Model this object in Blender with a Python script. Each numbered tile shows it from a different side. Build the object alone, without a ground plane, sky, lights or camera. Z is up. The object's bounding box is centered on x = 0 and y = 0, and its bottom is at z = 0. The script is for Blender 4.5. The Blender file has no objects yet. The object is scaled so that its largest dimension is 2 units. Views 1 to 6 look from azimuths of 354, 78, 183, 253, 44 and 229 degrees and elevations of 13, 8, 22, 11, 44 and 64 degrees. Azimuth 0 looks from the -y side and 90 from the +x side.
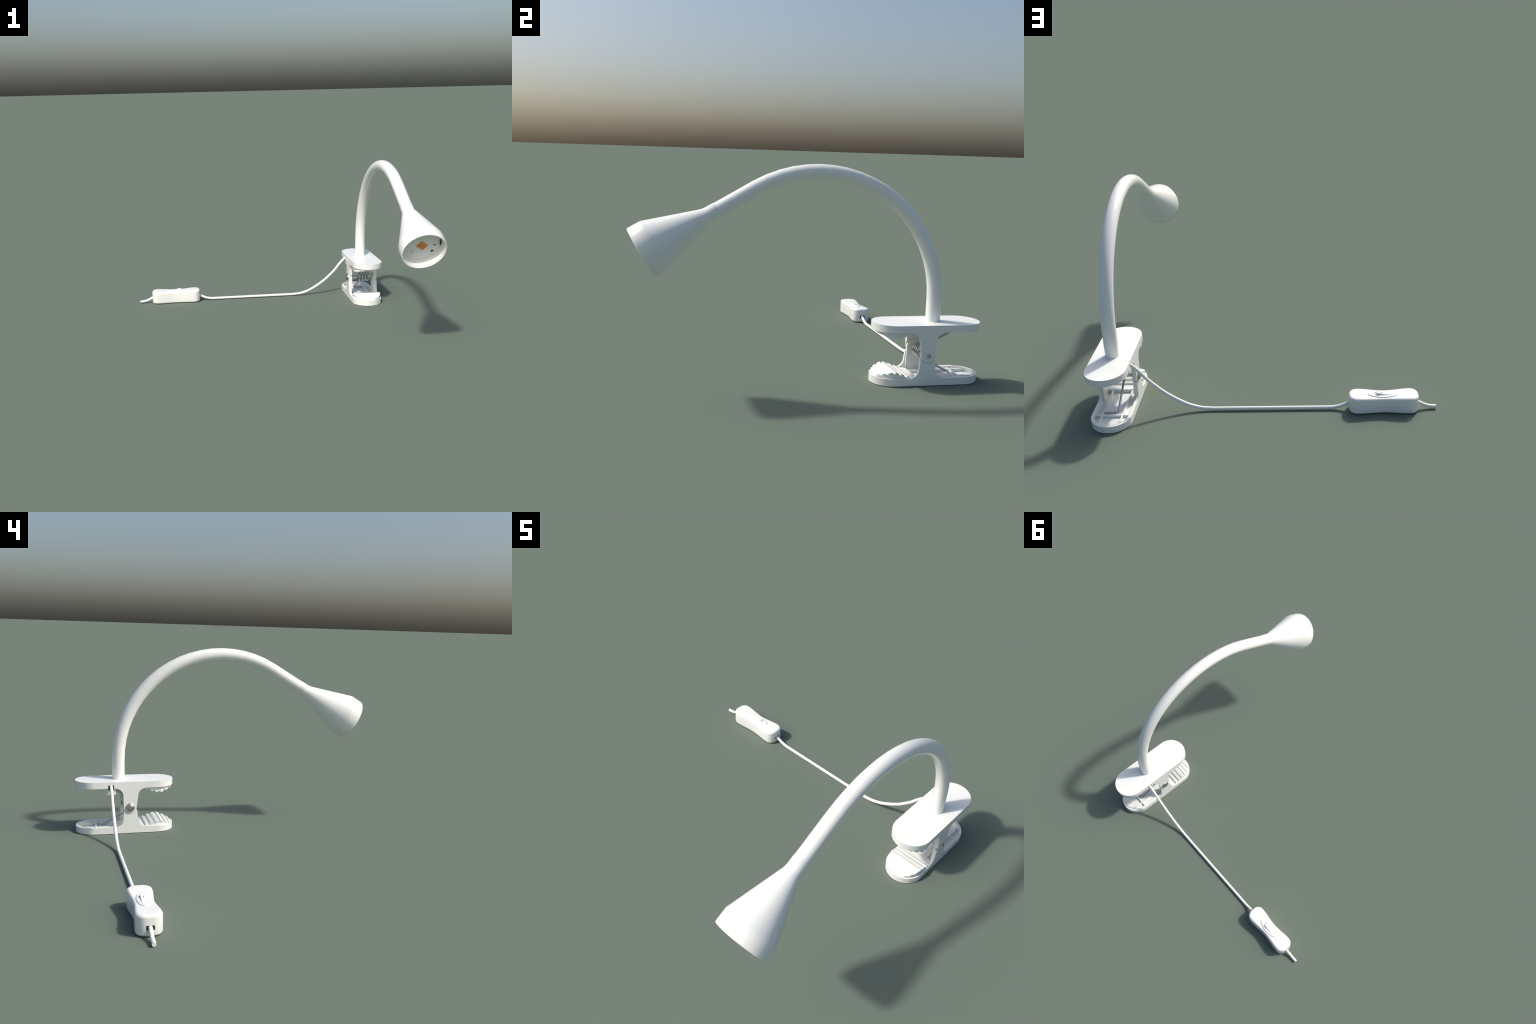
"""White clip-on gooseneck lamp: spring clamp, bent neck, conical head, cable with inline switch."""
import bpy, bmesh, math
from mathutils import Vector, Matrix

# ---------------------------------------------------------------- sizes (metres)
X0 = 0.8563                    # symmetry plane of clamp, neck and head
YC, HALF, RAD = 0.6712, 0.1985, 0.1178   # clamp plate: centre, half straight length, end radius
JAW = 0.041                    # plate thickness
TOP = 0.3402                   # upper face of the clamp
PIV_Y, PIV_Z = 0.648, TOP / 2  # hinge axis
RIM = 0.0195                   # tray wall
CABLE_Y, CABLE_R = 0.7688, 0.0105
NECK_R = 0.0411
BEND_R, BEND_START, NECK_Y = 0.6886, 0.1303, 0.7111
HEAD_TILT = math.radians(30.0)
HEAD_RIM = Vector((X0, -0.9170, 0.7218))   # centre of the lamp opening
HEAD_R, HEAD_LEN = 0.1437, 0.455


# ---------------------------------------------------------------- materials
def material(name, colour, rough=0.5, metal=0.0, spec=0.5, vary=0.0, bump=0.0, scale=60.0):
    m = bpy.data.materials.new(name)
    m.use_nodes = True
    nt = m.node_tree
    b = nt.nodes["Principled BSDF"]
    b.inputs["Base Color"].default_value = (*colour, 1)
    b.inputs["Roughness"].default_value = rough
    b.inputs["Metallic"].default_value = metal
    b.inputs["Specular IOR Level"].default_value = spec
    tc = nt.nodes.new("ShaderNodeTexCoord")
    nz = nt.nodes.new("ShaderNodeTexNoise")
    nz.inputs["Scale"].default_value = scale
    nz.inputs["Detail"].default_value = 3.0
    nt.links.new(tc.outputs["Object"], nz.inputs["Vector"])
    if vary:
        rp = nt.nodes.new("ShaderNodeValToRGB")
        rp.color_ramp.elements[0].position = 0.35
        rp.color_ramp.elements[1].position = 0.65
        rp.color_ramp.elements[0].color = (*[c * (1 - vary) for c in colour], 1)
        rp.color_ramp.elements[1].color = (*[min(1, c * (1 + vary)) for c in colour], 1)
        nt.links.new(nz.outputs["Fac"], rp.inputs["Fac"])
        nt.links.new(rp.outputs["Color"], b.inputs["Base Color"])
    if bump:
        bp = nt.nodes.new("ShaderNodeBump")
        bp.inputs["Strength"].default_value = bump
        bp.inputs["Distance"].default_value = 0.0005
        nt.links.new(nz.outputs["Fac"], bp.inputs["Height"])
        nt.links.new(bp.outputs["Normal"], b.inputs["Normal"])
    return m


WHITE = material("white_plastic", (0.830, 0.842, 0.798), 0.24, vary=0.003, scale=8)
STEEL = material("spring_steel", (0.54, 0.55, 0.56), 0.15, 1.0, vary=0.03, scale=40)
PIN = material("pin_steel", (0.58, 0.56, 0.54), 0.27, 1.0, vary=0.03, scale=40)
DARK = material("dark_rubber", (0.022, 0.022, 0.020), 0.6, vary=0.1)
BOARD = material("board_white", (0.815, 0.825, 0.79), 0.3, vary=0.005, scale=8)
LED = material("led_phosphor", (0.76, 0.27, 0.075), 0.5, vary=0.04, scale=90)
LED_LINE = material("led_gap", (0.60, 0.19, 0.05), 0.5, vary=0.03)
GREY = material("painted_shade_grey", (0.38, 0.39, 0.41), 0.5, vary=0.03)


# ---------------------------------------------------------------- helpers
def finish(name, bm, mat, parent=None, angle=35.0):
    bmesh.ops.recalc_face_normals(bm, faces=bm.faces)
    me = bpy.data.meshes.new(name)
    bm.to_mesh(me)
    bm.free()
    return from_mesh(name, me, mat, parent, angle)


def from_mesh(name, me, mat, parent=None, angle=35.0):
    ob = bpy.data.objects.new(name, me)
    bpy.context.scene.collection.objects.link(ob)
    if mat:
        me.materials.clear()
        me.materials.append(mat)
    shade(me, angle)
    if parent:
        ob.parent = parent
    return ob


def shade(me, angle):
    me.polygons.foreach_set("use_smooth", [True] * len(me.polygons))
    me.set_sharp_from_angle(angle=math.radians(angle))
    me.update()


def prism(poly, lo, hi, axis):
    """Extrude a closed 2D outline along 'x' (outline in y,z) or 'z' (outline in x,y)."""
    bm = bmesh.new()
    mk = (lambda p, t: (t, p[0], p[1])) if axis == "x" else (lambda p, t: (p[0], p[1], t))
    a = [bm.verts.new(mk(p, lo)) for p in poly]
    b = [bm.verts.new(mk(p, hi)) for p in poly]
    n = len(poly)
    for i in range(n):
        bm.faces.new((a[i], a[(i + 1) % n], b[(i + 1) % n], b[i]))
    bm.faces.new(a[::-1])
    bm.faces.new(b)
    bmesh.ops.recalc_face_normals(bm, faces=bm.faces)
    return bm


def box(x0, x1, y0, y1, z0, z1):
    return prism([(x0, y0), (x1, y0), (x1, y1), (x0, y1)], z0, z1, "z")


def tmp(bm):
    me = bpy.data.meshes.new("tmp")
    bm.to_mesh(me)
    bm.free()
    ob = bpy.data.objects.new("tmp", me)
    bpy.context.scene.collection.objects.link(ob)
    return ob


def combine(base, ops):
    """Apply a list of (operation, bmesh) booleans to a bmesh; returns a mesh."""
    ob = tmp(base)
    for op, bm in ops:
        other = tmp(bm)
        md = ob.modifiers.new("b", "BOOLEAN")
        md.operation, md.solver, md.object = op, "EXACT", other
        dg = bpy.context.evaluated_depsgraph_get()
        me = bpy.data.meshes.new_from_object(ob.evaluated_get(dg))
        ob.modifiers.clear()
        ob.data = me
        bpy.data.objects.remove(other)
    me = ob.data
    bpy.data.objects.remove(ob)
    bm = bmesh.new()
    bm.from_mesh(me)
    bmesh.ops.remove_doubles(bm, verts=bm.verts, dist=2e-5)
    bm.to_mesh(me)
    bm.free()
    return me


def arc(cy, cz, r, a0, a1, n):
    return [(cy + r * math.cos(math.radians(a0 + (a1 - a0) * i / n)),
             cz + r * math.sin(math.radians(a0 + (a1 - a0) * i / n))) for i in range(n + 1)]


def stadium(inset, n=28):
    r = RAD - inset
    return ([(X0 + p, YC + HALF + q) for p, q in arc(0, 0, r, 0, 180, n)] +
            [(X0 + p, YC - HALF + q) for p, q in arc(0, 0, r, 180, 360, n)])


def mirror_z(me):
    for v in me.vertices:
        v.co.z = TOP - v.co.z
    me.flip_normals()
    return me


def sweep(path, radius, sides=16, caps=True, up=Vector((0, 0, 1))):
    """Round tube along a list of points with parallel-transported frames."""
    bm = bmesh.new()
    P = [Vector(p) for p in path]
    rings = []
    t = (P[1] - P[0]).normalized()
    nrm = t.orthogonal().normalized()
    for i, p in enumerate(P):
        if i == 0:
            tn = (P[1] - P[0]).normalized()
        elif i == len(P) - 1:
            tn = (P[-1] - P[-2]).normalized()
        else:
            tn = ((P[i + 1] - p).normalized() + (p - P[i - 1]).normalized()).normalized()
        nrm = t.rotation_difference(tn) @ nrm
        nrm = (nrm - tn * nrm.dot(tn)).normalized()
        t = tn
        bi = t.cross(nrm)
        rings.append([bm.verts.new(p + radius * (math.cos(2 * math.pi * k / sides) * nrm +
                                                 math.sin(2 * math.pi * k / sides) * bi)) for k in range(sides)])
    for a, b in zip(rings, rings[1:]):
        for k in range(sides):
            bm.faces.new((a[k], a[(k + 1) % sides], b[(k + 1) % sides], b[k]))
    if caps:
        bm.faces.new(rings[0][::-1])
        bm.faces.new(rings[-1])
    return bm


def smooth_path(ctrl, per=6):
    """Catmull-Rom through control points."""
    K = [Vector(c) for c in ctrl]
    K = [2 * K[0] - K[1]] + K + [2 * K[-1] - K[-2]]
    out = []
    for i in range(1, len(K) - 2):
        a, b, c, d = K[i - 1:i + 3]
        for j in range(per):
            u = j / per
            out.append(0.5 * (2 * b + (c - a) * u + (2 * a - 5 * b + 4 * c - d) * u * u + (3 * b - a - 3 * c + d) * u ** 3))
    out.append(K[-2])
    return out


def lathe(profile, origin, axis, side, sides=64, close=False):
    """Revolve (distance along axis, radius) pairs; radius 0 makes a pole."""
    bm = bmesh.new()
    third = axis.cross(side)
    rings = []
    for d, r in profile:
        if r < 1e-6:
            rings.append([bm.verts.new(origin + axis * d)])
        else:
            rings.append([bm.verts.new(origin + axis * d + r * (math.cos(2 * math.pi * k / sides) * side +
                                                              math.sin(2 * math.pi * k / sides) * third)) for k in range(sides)])
    pairs = list(zip(rings, rings[1:])) + ([(rings[-1], rings[0])] if close else [])
    for a, b in pairs:
        for k in range(sides):
            k2 = (k + 1) % sides
            if len(a) == 1:
                bm.faces.new((a[0], b[k2], b[k]))
            elif len(b) == 1:
                bm.faces.new((a[k], a[k2], b[0]))
            else:
                bm.faces.new((a[k], a[k2], b[k2], b[k]))
    return bm


def interp(table, t):
    for (a, va), (b, vb) in zip(table, table[1:]):
        if t <= b:
            return va + (vb - va) * (t - a) / (b - a)
    return table[-1][1]


# ---------------------------------------------------------------- the thing
lamp = bpy.data.objects.new("clip_lamp", None)
bpy.context.scene.collection.objects.link(lamp)
lamp["label"] = "white clip-on gooseneck lamp with conical head, cable and inline switch"
lamp["category"] = "desk lamp"


# ---------------------------------------------------------------- clamp jaws
def web_outline(lug, inner):
    """Side cheek of a jaw, drawn for the lower jaw (y, z); it ends in a round lug or a matching socket."""
    front = arc(0.545, 0.093, 0.052, -90, 0, 10)
    rear = arc(0.7425, 0.0915, 0.0505, 180, 270, 10)
    start = [(0.545, 0.030)]
    if inner:       # inner layer: a plain strap without the flared foot
        front, rear = [(0.6020, 0.0170)], [(0.6920, 0.0170)]
    if lug:
        end = arc(PIV_Y, PIV_Z, 0.0408, 180, 0, 20)
    else:
        s = math.degrees(math.asin(0.025 / 0.0428))
        end = [(0.6030, PIV_Z - 0.025)] + arc(PIV_Y, PIV_Z, 0.0428, 180 + s, 360 - s, 14) + [(0.6892, PIV_Z - 0.025)]
    return front + end + rear if inner else start + front + end + rear + [(0.7425, 0.030)]


def jaw(upper):
    outer = prism(stadium(0), 0, JAW, "z")
    ops = []
    # tray behind the hinge, shallow seat for the grip pad in front of it
    split = 0.600
    tray = combine(prism(stadium(RIM), 0.0195, 0.2, "z"), [("DIFFERENCE", box(0, 2, -1, split, -1, 1))])
    seat = combine(prism(stadium(0.010), 0.035, 0.2, "z"), [("DIFFERENCE", box(0, 2, split - 0.045, 2, -1, 1))])
    for me in (tray, seat):
        bm = bmesh.new()
        bm.from_mesh(me)
        ops.append(("DIFFERENCE", bm))
    # stiffening rails and the cross rib that stops the spring
    for sx in (-1, 1):
        ops.append(("UNION", box(X0 + sx * 0.059 - 0.005, X0 + sx * 0.059 + 0.005, split - 0.01, 0.955, 0.010, 0.0360)))
    ops.append(("UNION", box(X0 - 0.1, X0 + 0.1, 0.855, 0.864, 0.010, 0.0350)))
    # cheeks: an outer and an inner layer that lap at the hinge
    mid = 0.0145
    for sx in (-1, 1):
        xo, xm, xi = X0 + sx * RAD, X0 + sx * (RAD - mid), X0 + sx * (RAD - 0.0265)
        for lo, hi, lug, inner in ((xo, xm, upper, False), (xm, xi, not upper, True)):
            ops.append(("UNION", prism(web_outline(lug, inner), min(lo, hi), max(lo, hi), "x")))
    if upper:   # notch for the cable in the side wall
        ops.append(("DIFFERENCE", box(X0 - 0.2, X0 - 0.07, 0.7505, 0.788, 0.0195, 0.1)))
    me = combine(outer, ops)
    if upper:
        mirror_z(me)
    return from_mesh("clamp_jaw", me, WHITE, lamp, 30)


# domed grip pad with six ribs; height of the rib tops over distance from the crest
CREST = 0.457
DOME = [(0, 0.0785), (0.010, 0.0768), (0.030, 0.0712), (0.050, 0.0652), (0.080, 0.0545), (0.100, 0.0475), (0.125, 0.039), (0.2, 0.025)]
RIBS = [(0.374, 0.3885), (0.3965, 0.417), (0.427, 0.450), (0.464, 0.487), (0.497, 0.5175), (0.5335, 0.549)]


def dome(y):
    return interp(DOME, abs(y - CREST))


def grip(parent, upper):
    ys = [0.350 + 0.006 * i for i in range(42)] + [0.5995]
    body = [(y, max(0.030, dome(y) - 0.0085)) for y in ys] + [(0.5995, 0.028), (0.350, 0.028)]
    me = combine(prism(body, X0 - 0.2, X0 + 0.2, "x"), [("INTERSECT", prism(stadium(0.013), 0.0, 0.2, "z"))])
    if upper:
        mirror_z(me)
    from_mesh("grip_pad", me, WHITE, parent, 30)
    for a, b in RIBS:
        e = 0.003
        lo, hi = (a, b) if a > CREST else (b, a)   # lo: side nearer the crest
        s = 1 if a > CREST else -1
        prof = [(lo, dome(lo) - 0.011), (lo, dome(lo) - 0.0012), (lo + s * 0.0014, dome(lo + s * 0.0014)),
                (hi - s * e, dome(hi - s * e)), (hi - s * 0.0006, dome(hi) - e * 0.6), (hi, dome(hi) - 0.011)]
        m = combine(prism(prof, X0 - 0.2, X0 + 0.2, "x"), [("INTERSECT", prism(stadium(0.0085), 0.0, 0.2, "z"))])
        if upper:
            mirror_z(m)
        from_mesh("grip_rib", m, WHITE, parent, 25)


lower = jaw(False)
grip(lower, False)
upper = jaw(True)
grip(upper, True)

# ---------------------------------------------------------------- hinge pin, rivet head, spring
XAX, YAX = Vector((1, 0, 0)), Vector((0, 1, 0))
pivot = Vector((X0, PIV_Y, PIV_Z))
pin = finish("hinge_pin", lathe([(-0.115, 0), (-0.115, 0.0115), (RAD + 0.009, 0.0115), (RAD + 0.0105, 0.0100),
                                 (RAD + 0.0105, 0.0066), (RAD + 0.004, 0.0060), (RAD + 0.004, 0)], pivot, XAX, YAX, 20), PIN, lamp)
dome_prof = [(RAD - 0.002, 0.030)] + [(RAD + 0.0005 + 0.0155 * math.sin(a), 0.030 * math.cos(a)) for a in
                                      [math.pi / 2 * i / 10 for i in range(10)]] + [(RAD + 0.016, 0)]
finish("rivet_head", lathe([(RAD - 0.002, 0)] + dome_prof, pivot, -XAX, YAX, 32), PIN, pin)

COIL_R, WIRE = 0.0358, 0.0066
bend_y, bend_z = 0.834, 0.0310          # where the spring leg turns into its foot
dy, dz = bend_y - PIV_Y, bend_z - PIV_Z
dist = math.hypot(dy, dz)
# tangent point on the underside of the coil
base_ang = math.atan2(dz, dy)
tang = base_ang - math.acos(COIL_R / dist)
turns = 4
a0, a1 = tang, -tang - 2 * math.pi * turns
coil_x0, coil_x1 = 0.8300, 0.9105
n = 150
coil = []
for i in range(n + 1):
    f = i / n
    a = a0 + (a1 - a0) * f
    coil.append(Vector((coil_x0 + (coil_x1 - coil_x0) * f, PIV_Y + COIL_R * math.cos(a), PIV_Z + COIL_R * math.sin(a))))


def leg(corner, foot, start):
    """Straight leg from the coil to a rounded corner, then the foot."""
    d1, d2 = (start - corner).normalized(), (foot - corner).normalized()
    r = 0.016
    return [start.lerp(corner, 0.5)] + [corner + d1 * r * (1 - t) ** 2 + d2 * r * t ** 2 for t in
                                         [j / 6 for j in range(7)]] + [foot]


low_corner = Vector((X0 - 0.0275, bend_y, bend_z))
top_corner = Vector((X0 + 0.0565, bend_y, TOP - bend_z))
path = leg(low_corner, low_corner + Vector((0.0835, 0, 0)), coil[0])[::-1] + coil + \
    leg(top_corner, top_corner - Vector((0.0835, 0, 0)), coil[-1])
finish("torsion_spring", sweep(path, WIRE, 12), STEEL, lamp, 50)

# ---------------------------------------------------------------- gooseneck
neck = [Vector((X0, NECK_Y, TOP - 0.01)), Vector((X0, NECK_Y, TOP)), Vector((X0, NECK_Y, TOP + BEND_START))]
SEG = 20
sweep_ang = math.pi / 2 + HEAD_TILT
cy, cz = NECK_Y - BEND_R, TOP + BEND_START
for i in range(1, SEG + 1):
    a = sweep_ang * i / SEG
    neck.append(Vector((X0, cy + BEND_R * math.cos(a), cz + BEND_R * math.sin(a))))
axis = Vector((0, -math.cos(HEAD_TILT), -math.sin(HEAD_TILT)))
seam = HEAD_RIM - axis * HEAD_LEN
neck += [seam - axis * 0.0, seam + axis * 0.02]
finish("gooseneck", sweep(neck, NECK_R, 32), WHITE, lamp, 50)

# ---------------------------------------------------------------- lamp head
wax = axis.cross(XAX) * -1       # second axis across the opening (points down and back)


def head_point(u, w, back):
    return HEAD_RIM + XAX * u + wax * w - axis * back


prof = [(-HEAD_LEN, 0.0395), (-HEAD_LEN, 0.0415), (-HEAD_LEN + 0.0022, 0.0430), (-0.405, 0.0431), (-0.388, 0.0442), (-0.372, 0.0478), (-0.083, HEAD_R - 0.0012),
        (-0.079, HEAD_R), (-0.005, HEAD_R), (-0.0022, HEAD_R - 0.0012), (-0.0004, HEAD_R - 0.004), (0.0, HEAD_R - 0.0065),
        (-0.0008, HEAD_R - 0.0090), (-0.008, HEAD_R - 0.0105), (-0.009, HEAD_R - 0.0150), (-0.018, 0.1240), (-0.059, 0.1195), (-0.070, 0.1190), (-0.070, 0)]
head = finish("lamp_head", lathe(prof, HEAD_RIM, axis, XAX, 72), WHITE, lamp, 42)


def in_head(bm):
    """Place something built in opening coordinates (u, w, depth towards the viewer)."""
    M = Matrix((( XAX.x, wax.x, axis.x, 0), (XAX.y, wax.y, axis.y, 0), (XAX.z, wax.z, axis.z, 0), (0, 0, 0, 1)))
    M.translation = HEAD_RIM - axis * 0.0575
    bmesh.ops.transform(bm, matrix=M, verts=bm.verts)
    return bm


# round board with screw and wire holes, edge slots and the chip
TURN = math.radians(-11)


def disc(r, n=72, cx=0.0, cy2=0.0):
    return [(cx + r * math.cos(2 * math.pi * i / n), cy2 + r * math.sin(2 * math.pi * i / n)) for i in range(n)]


def turned_box(u0, u1, w0, w1, z0, z1, ang):
    c, s = math.cos(ang), math.sin(ang)
    return prism([(c * u - s * w, s * u + c * w) for u, w in ((u0, w0), (u1, w0), (u1, w1), (u0, w1))], z0, z1, "z")


HOLES = [(0.0795, -0.004, 0.0076), (0.0735, 0.047, 0.0108), (-0.055, 0.0415, 0.0056), (-0.062, 0.058, 0.0056)]
ops = [("DIFFERENCE", prism(disc(r, 16, u, w), -0.006, 0.02, "z")) for u, w, r in HOLES]
for k in range(4):
    ops.append(("DIFFERENCE", turned_box(0.1125, 0.2, -0.034, 0.034, -0.02, 0.02, TURN + k * math.pi / 2)))
board_me = combine(prism(disc(0.1200), -0.009, 0.0, "z"), ops)
bm = bmesh.new()
bm.from_mesh(board_me)
board = finish("led_board", in_head(bm), BOARD, head, 30)
for u, w, r in HOLES:
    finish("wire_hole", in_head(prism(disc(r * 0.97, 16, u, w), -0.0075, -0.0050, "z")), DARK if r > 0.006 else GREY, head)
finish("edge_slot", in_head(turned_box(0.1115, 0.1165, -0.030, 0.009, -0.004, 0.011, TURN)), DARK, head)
for k in (1, 2, 3):
    finish("snap_tab", in_head(turned_box(0.1128, 0.1215, -0.031, 0.031, -0.008, 0.0075, TURN + k * math.pi / 2)), WHITE, head)
CHIP_U, CHIP_W = 0.0303, 0.0247


def chip_box(u0, u1, w0, w1, z0, z1, ang):
    """A box on the chip, which sits slightly off the middle of the board."""
    b = turned_box(u0, u1, w0, w1, z0, z1, TURN + math.pi / 4 + ang)
    bmesh.ops.translate(b, vec=(-0.0010, -0.0020, 0), verts=b.verts)
    return b


finish("led_chip", in_head(chip_box(-CHIP_U, CHIP_U, -CHIP_W, CHIP_W, -0.002, 0.002, 0)), LED, head)
for half, ang in ((CHIP_U - 0.001, 0), (CHIP_W - 0.001, math.pi / 2)):
    finish("led_gap", in_head(chip_box(-half, half, -0.0011, 0.0011, 0.0, 0.0026, ang)), LED_LINE, head)

# ---------------------------------------------------------------- cable outlet under the upper jaw
clip_me = combine(box(X0 - 0.108, X0 - 0.070, 0.738, 0.799, 0.256, 0.320),
                  [("DIFFERENCE", box(X0 - 0.2, X0 - 0.078, 0.7505, 0.788, 0.2875, 0.4)),
                   ("DIFFERENCE", prism([(p + 0.7685, q + 0.2545) for p, q in arc(0, 0, 0.012, 0, 360, 20)][:-1], X0 - 0.2, X0, "x"))])
from_mesh("cable_clip", clip_me, WHITE, lamp, 30)
finish("cable_grommet", box(X0 - 0.104, X0 - 0.074, 0.7515, 0.787, 0.2885, 0.3205), DARK, lamp)

# ---------------------------------------------------------------- cable
SW_X, SW_L = -0.6994, 0.198
ZG = CABLE_R + 0.0008
run = [(0.790, 0.316), (0.752, 0.3135), (0.735, 0.3055), (0.690, 0.2575), (0.6477, 0.2045), (0.5604, 0.1225), (0.4600, 0.0565),
       (0.400, 0.0300), (0.345, 0.0160), (0.280, ZG)]
cable_path = smooth_path([(x, CABLE_Y, z) for x, z in run], 3)
cable_path += smooth_path([(x, CABLE_Y, z) for x, z in [(0.1, ZG), (-0.15, ZG), (-0.38, ZG), (-0.415, 0.0130), (-0.450, 0.0205), (-0.480, 0.0330),
                                                        (-0.502, 0.0420), (-0.530, 0.0430)]], 3)
finish("power_cable", sweep(cable_path, CABLE_R, 10), WHITE, lamp, 50)
tail = smooth_path([(x, CABLE_Y, z) for x, z in [(-0.870, 0.0430), (-0.897, 0.0420), (-0.922, 0.0290), (-0.950, 0.0172), (-0.978, 0.0124), (-1.0, ZG)]], 3)
finish("power_cable", sweep(tail, CABLE_R, 10), WHITE, lamp, 50)

# ---------------------------------------------------------------- inline switch
SW_B, SW_C, SW_H, SW_E, WAIST, DIP = 0.0622, 0.0475, 0.1015, 0.0150, 0.0115, 0.0072


def waist(x):
    t = min(1.0, abs(x) / 0.150)
    return 0.5 + 0.5 * math.cos(math.pi * t)          # 1 in the middle, 0 near the ends


def switch_outline(inset, squeeze=1.0):
    a, b, c = SW_L - inset, SW_B - inset, SW_C - inset * 0.6
    pts = []
    for qx, qy, ang in ((1, 1, 0), (-1, 1, 90), (-1, -1, 180), (1, -1, 270)):
        pts += [(qx * (a - c) + p, qy * (b - c) + q) for p, q in arc(0, 0, c, ang, ang + 90, 10)]
        x_from = qx * (a - c)
        if ang in (0, 180):       # straight flank, sampled so that it can bend
            pts += [(x_from - qx * 2 * (a - c) * j / 24, qy * b) for j in range(1, 24)]
    return [(x, y * squeeze * (1 - WAIST / SW_B * waist(x))) for x, y in pts]


def switch_top(x):
    return SW_H - DIP * waist(x * 0.85)


bm = bmesh.new()
levels = []
for i in range(7):
    a = math.pi / 2 * i / 6
    levels.append((0.013 * (1 - math.sin(a)), 0.013 * (1 - math.cos(a)), 1.0, False))
for i in range(8):
    a = math.pi / 2 * i / 7
    levels.append((SW_E * (1 - math.cos(a)), -SW_E * (1 - math.sin(a)), 1.0, True))
for s in (0.8, 0.6, 0.4, 0.2, 0.0):
    levels.append((SW_E, 0.0, s, True))
rings = []
for ins, z, sq, top in levels:
    rings.append([bm.verts.new((SW_X + x, CABLE_Y + y, (switch_top(x) + z) if top else z)) for x, y in switch_outline(ins, sq)])
m = len(rings[0])
for a, b in zip(rings, rings[1:]):
    for k in range(m):
        bm.faces.new((a[k], a[(k + 1) % m], b[(k + 1) % m], b[k]))
bm.faces.new(rings[0][::-1])
bmesh.ops.remove_doubles(bm, verts=bm.verts, dist=1e-5)
bmesh.ops.dissolve_degenerate(bm, edges=bm.edges, dist=1e-6)
bmesh.ops.recalc_face_normals(bm, faces=bm.faces)
me = combine(bm, [("DIFFERENCE", box(SW_X + s * SW_L - 0.02, SW_X + s * SW_L + 0.02, CABLE_Y - 0.0195, CABLE_Y + 0.0195, 0.0310, 0.0535)) for s in (-1, 1)])
switch = from_mesh("cable_switch", me, WHITE, lamp, 40)
for s in (-1, 1):
    xa, xb = sorted((SW_X + s * (SW_L - 0.004), SW_X + s * (SW_L - 0.0195)))
    finish("cable_grommet", box(xa, xb, CABLE_Y - 0.0190, CABLE_Y + 0.0190, 0.0315, 0.0530), DARK, switch)

# raised oval plate with the rocker on it
OV_A, OV_B, OV_X = 0.086, 0.0345, SW_X + 0.004
bm = bmesh.new()
prev = None
oval = [(1.0, -0.004), (1.0, 0.0015), (0.985, 0.0030), (0.955, 0.0040), (0.90, 0.0045), (0.7, 0.0046), (0.4, 0.0046), (0.15, 0.0046)]
for s, dz2 in oval:
    ring = []
    for k in range(64):
        a = 2 * math.pi * k / 64
        x = OV_A * s * math.cos(a)
        y = OV_B * s * math.sin(a)
        ring.append(bm.verts.new((OV_X + x, CABLE_Y + y, switch_top(OV_X + x - SW_X) + dz2)))
    if prev:
        for k in range(64):
            bm.faces.new((prev[k], prev[(k + 1) % 64], ring[(k + 1) % 64], ring[k]))
    prev = ring
bm.faces.new(prev)
finish("switch_plate", bm, WHITE, switch, 40)

zb = SW_H - DIP + 0.002
side = [(-0.752, zb), (-0.752, zb + 0.0030), (-0.722, zb + 0.0055), (-0.698, zb + 0.0080), (-0.6715, zb + 0.0148), (-0.6660, zb + 0.0155),
        (-0.6615, zb + 0.0140), (-0.6490, zb + 0.0030), (-0.6490, zb)]
bm = bmesh.new()
L = [bm.verts.new((x, CABLE_Y - 0.0125 - (0.003 if z < zb + 0.004 else 0), z)) for x, z in side]
R = [bm.verts.new((x, CABLE_Y + 0.0125 + (0.003 if z < zb + 0.004 else 0), z)) for x, z in side]
for i in range(len(side)):
    j = (i + 1) % len(side)
    bm.faces.new((L[i], L[j], R[j], R[i]))
bm.faces.new(L[::-1])
bm.faces.new(R)
finish("rocker", bm, WHITE, switch, 40)
finish("rocker_mark", box(-0.692, -0.677, CABLE_Y - 0.0013, CABLE_Y + 0.0013, zb + 0.005, zb + 0.0130), GREY, switch)  # grey bar modelled for the shading of a small relief
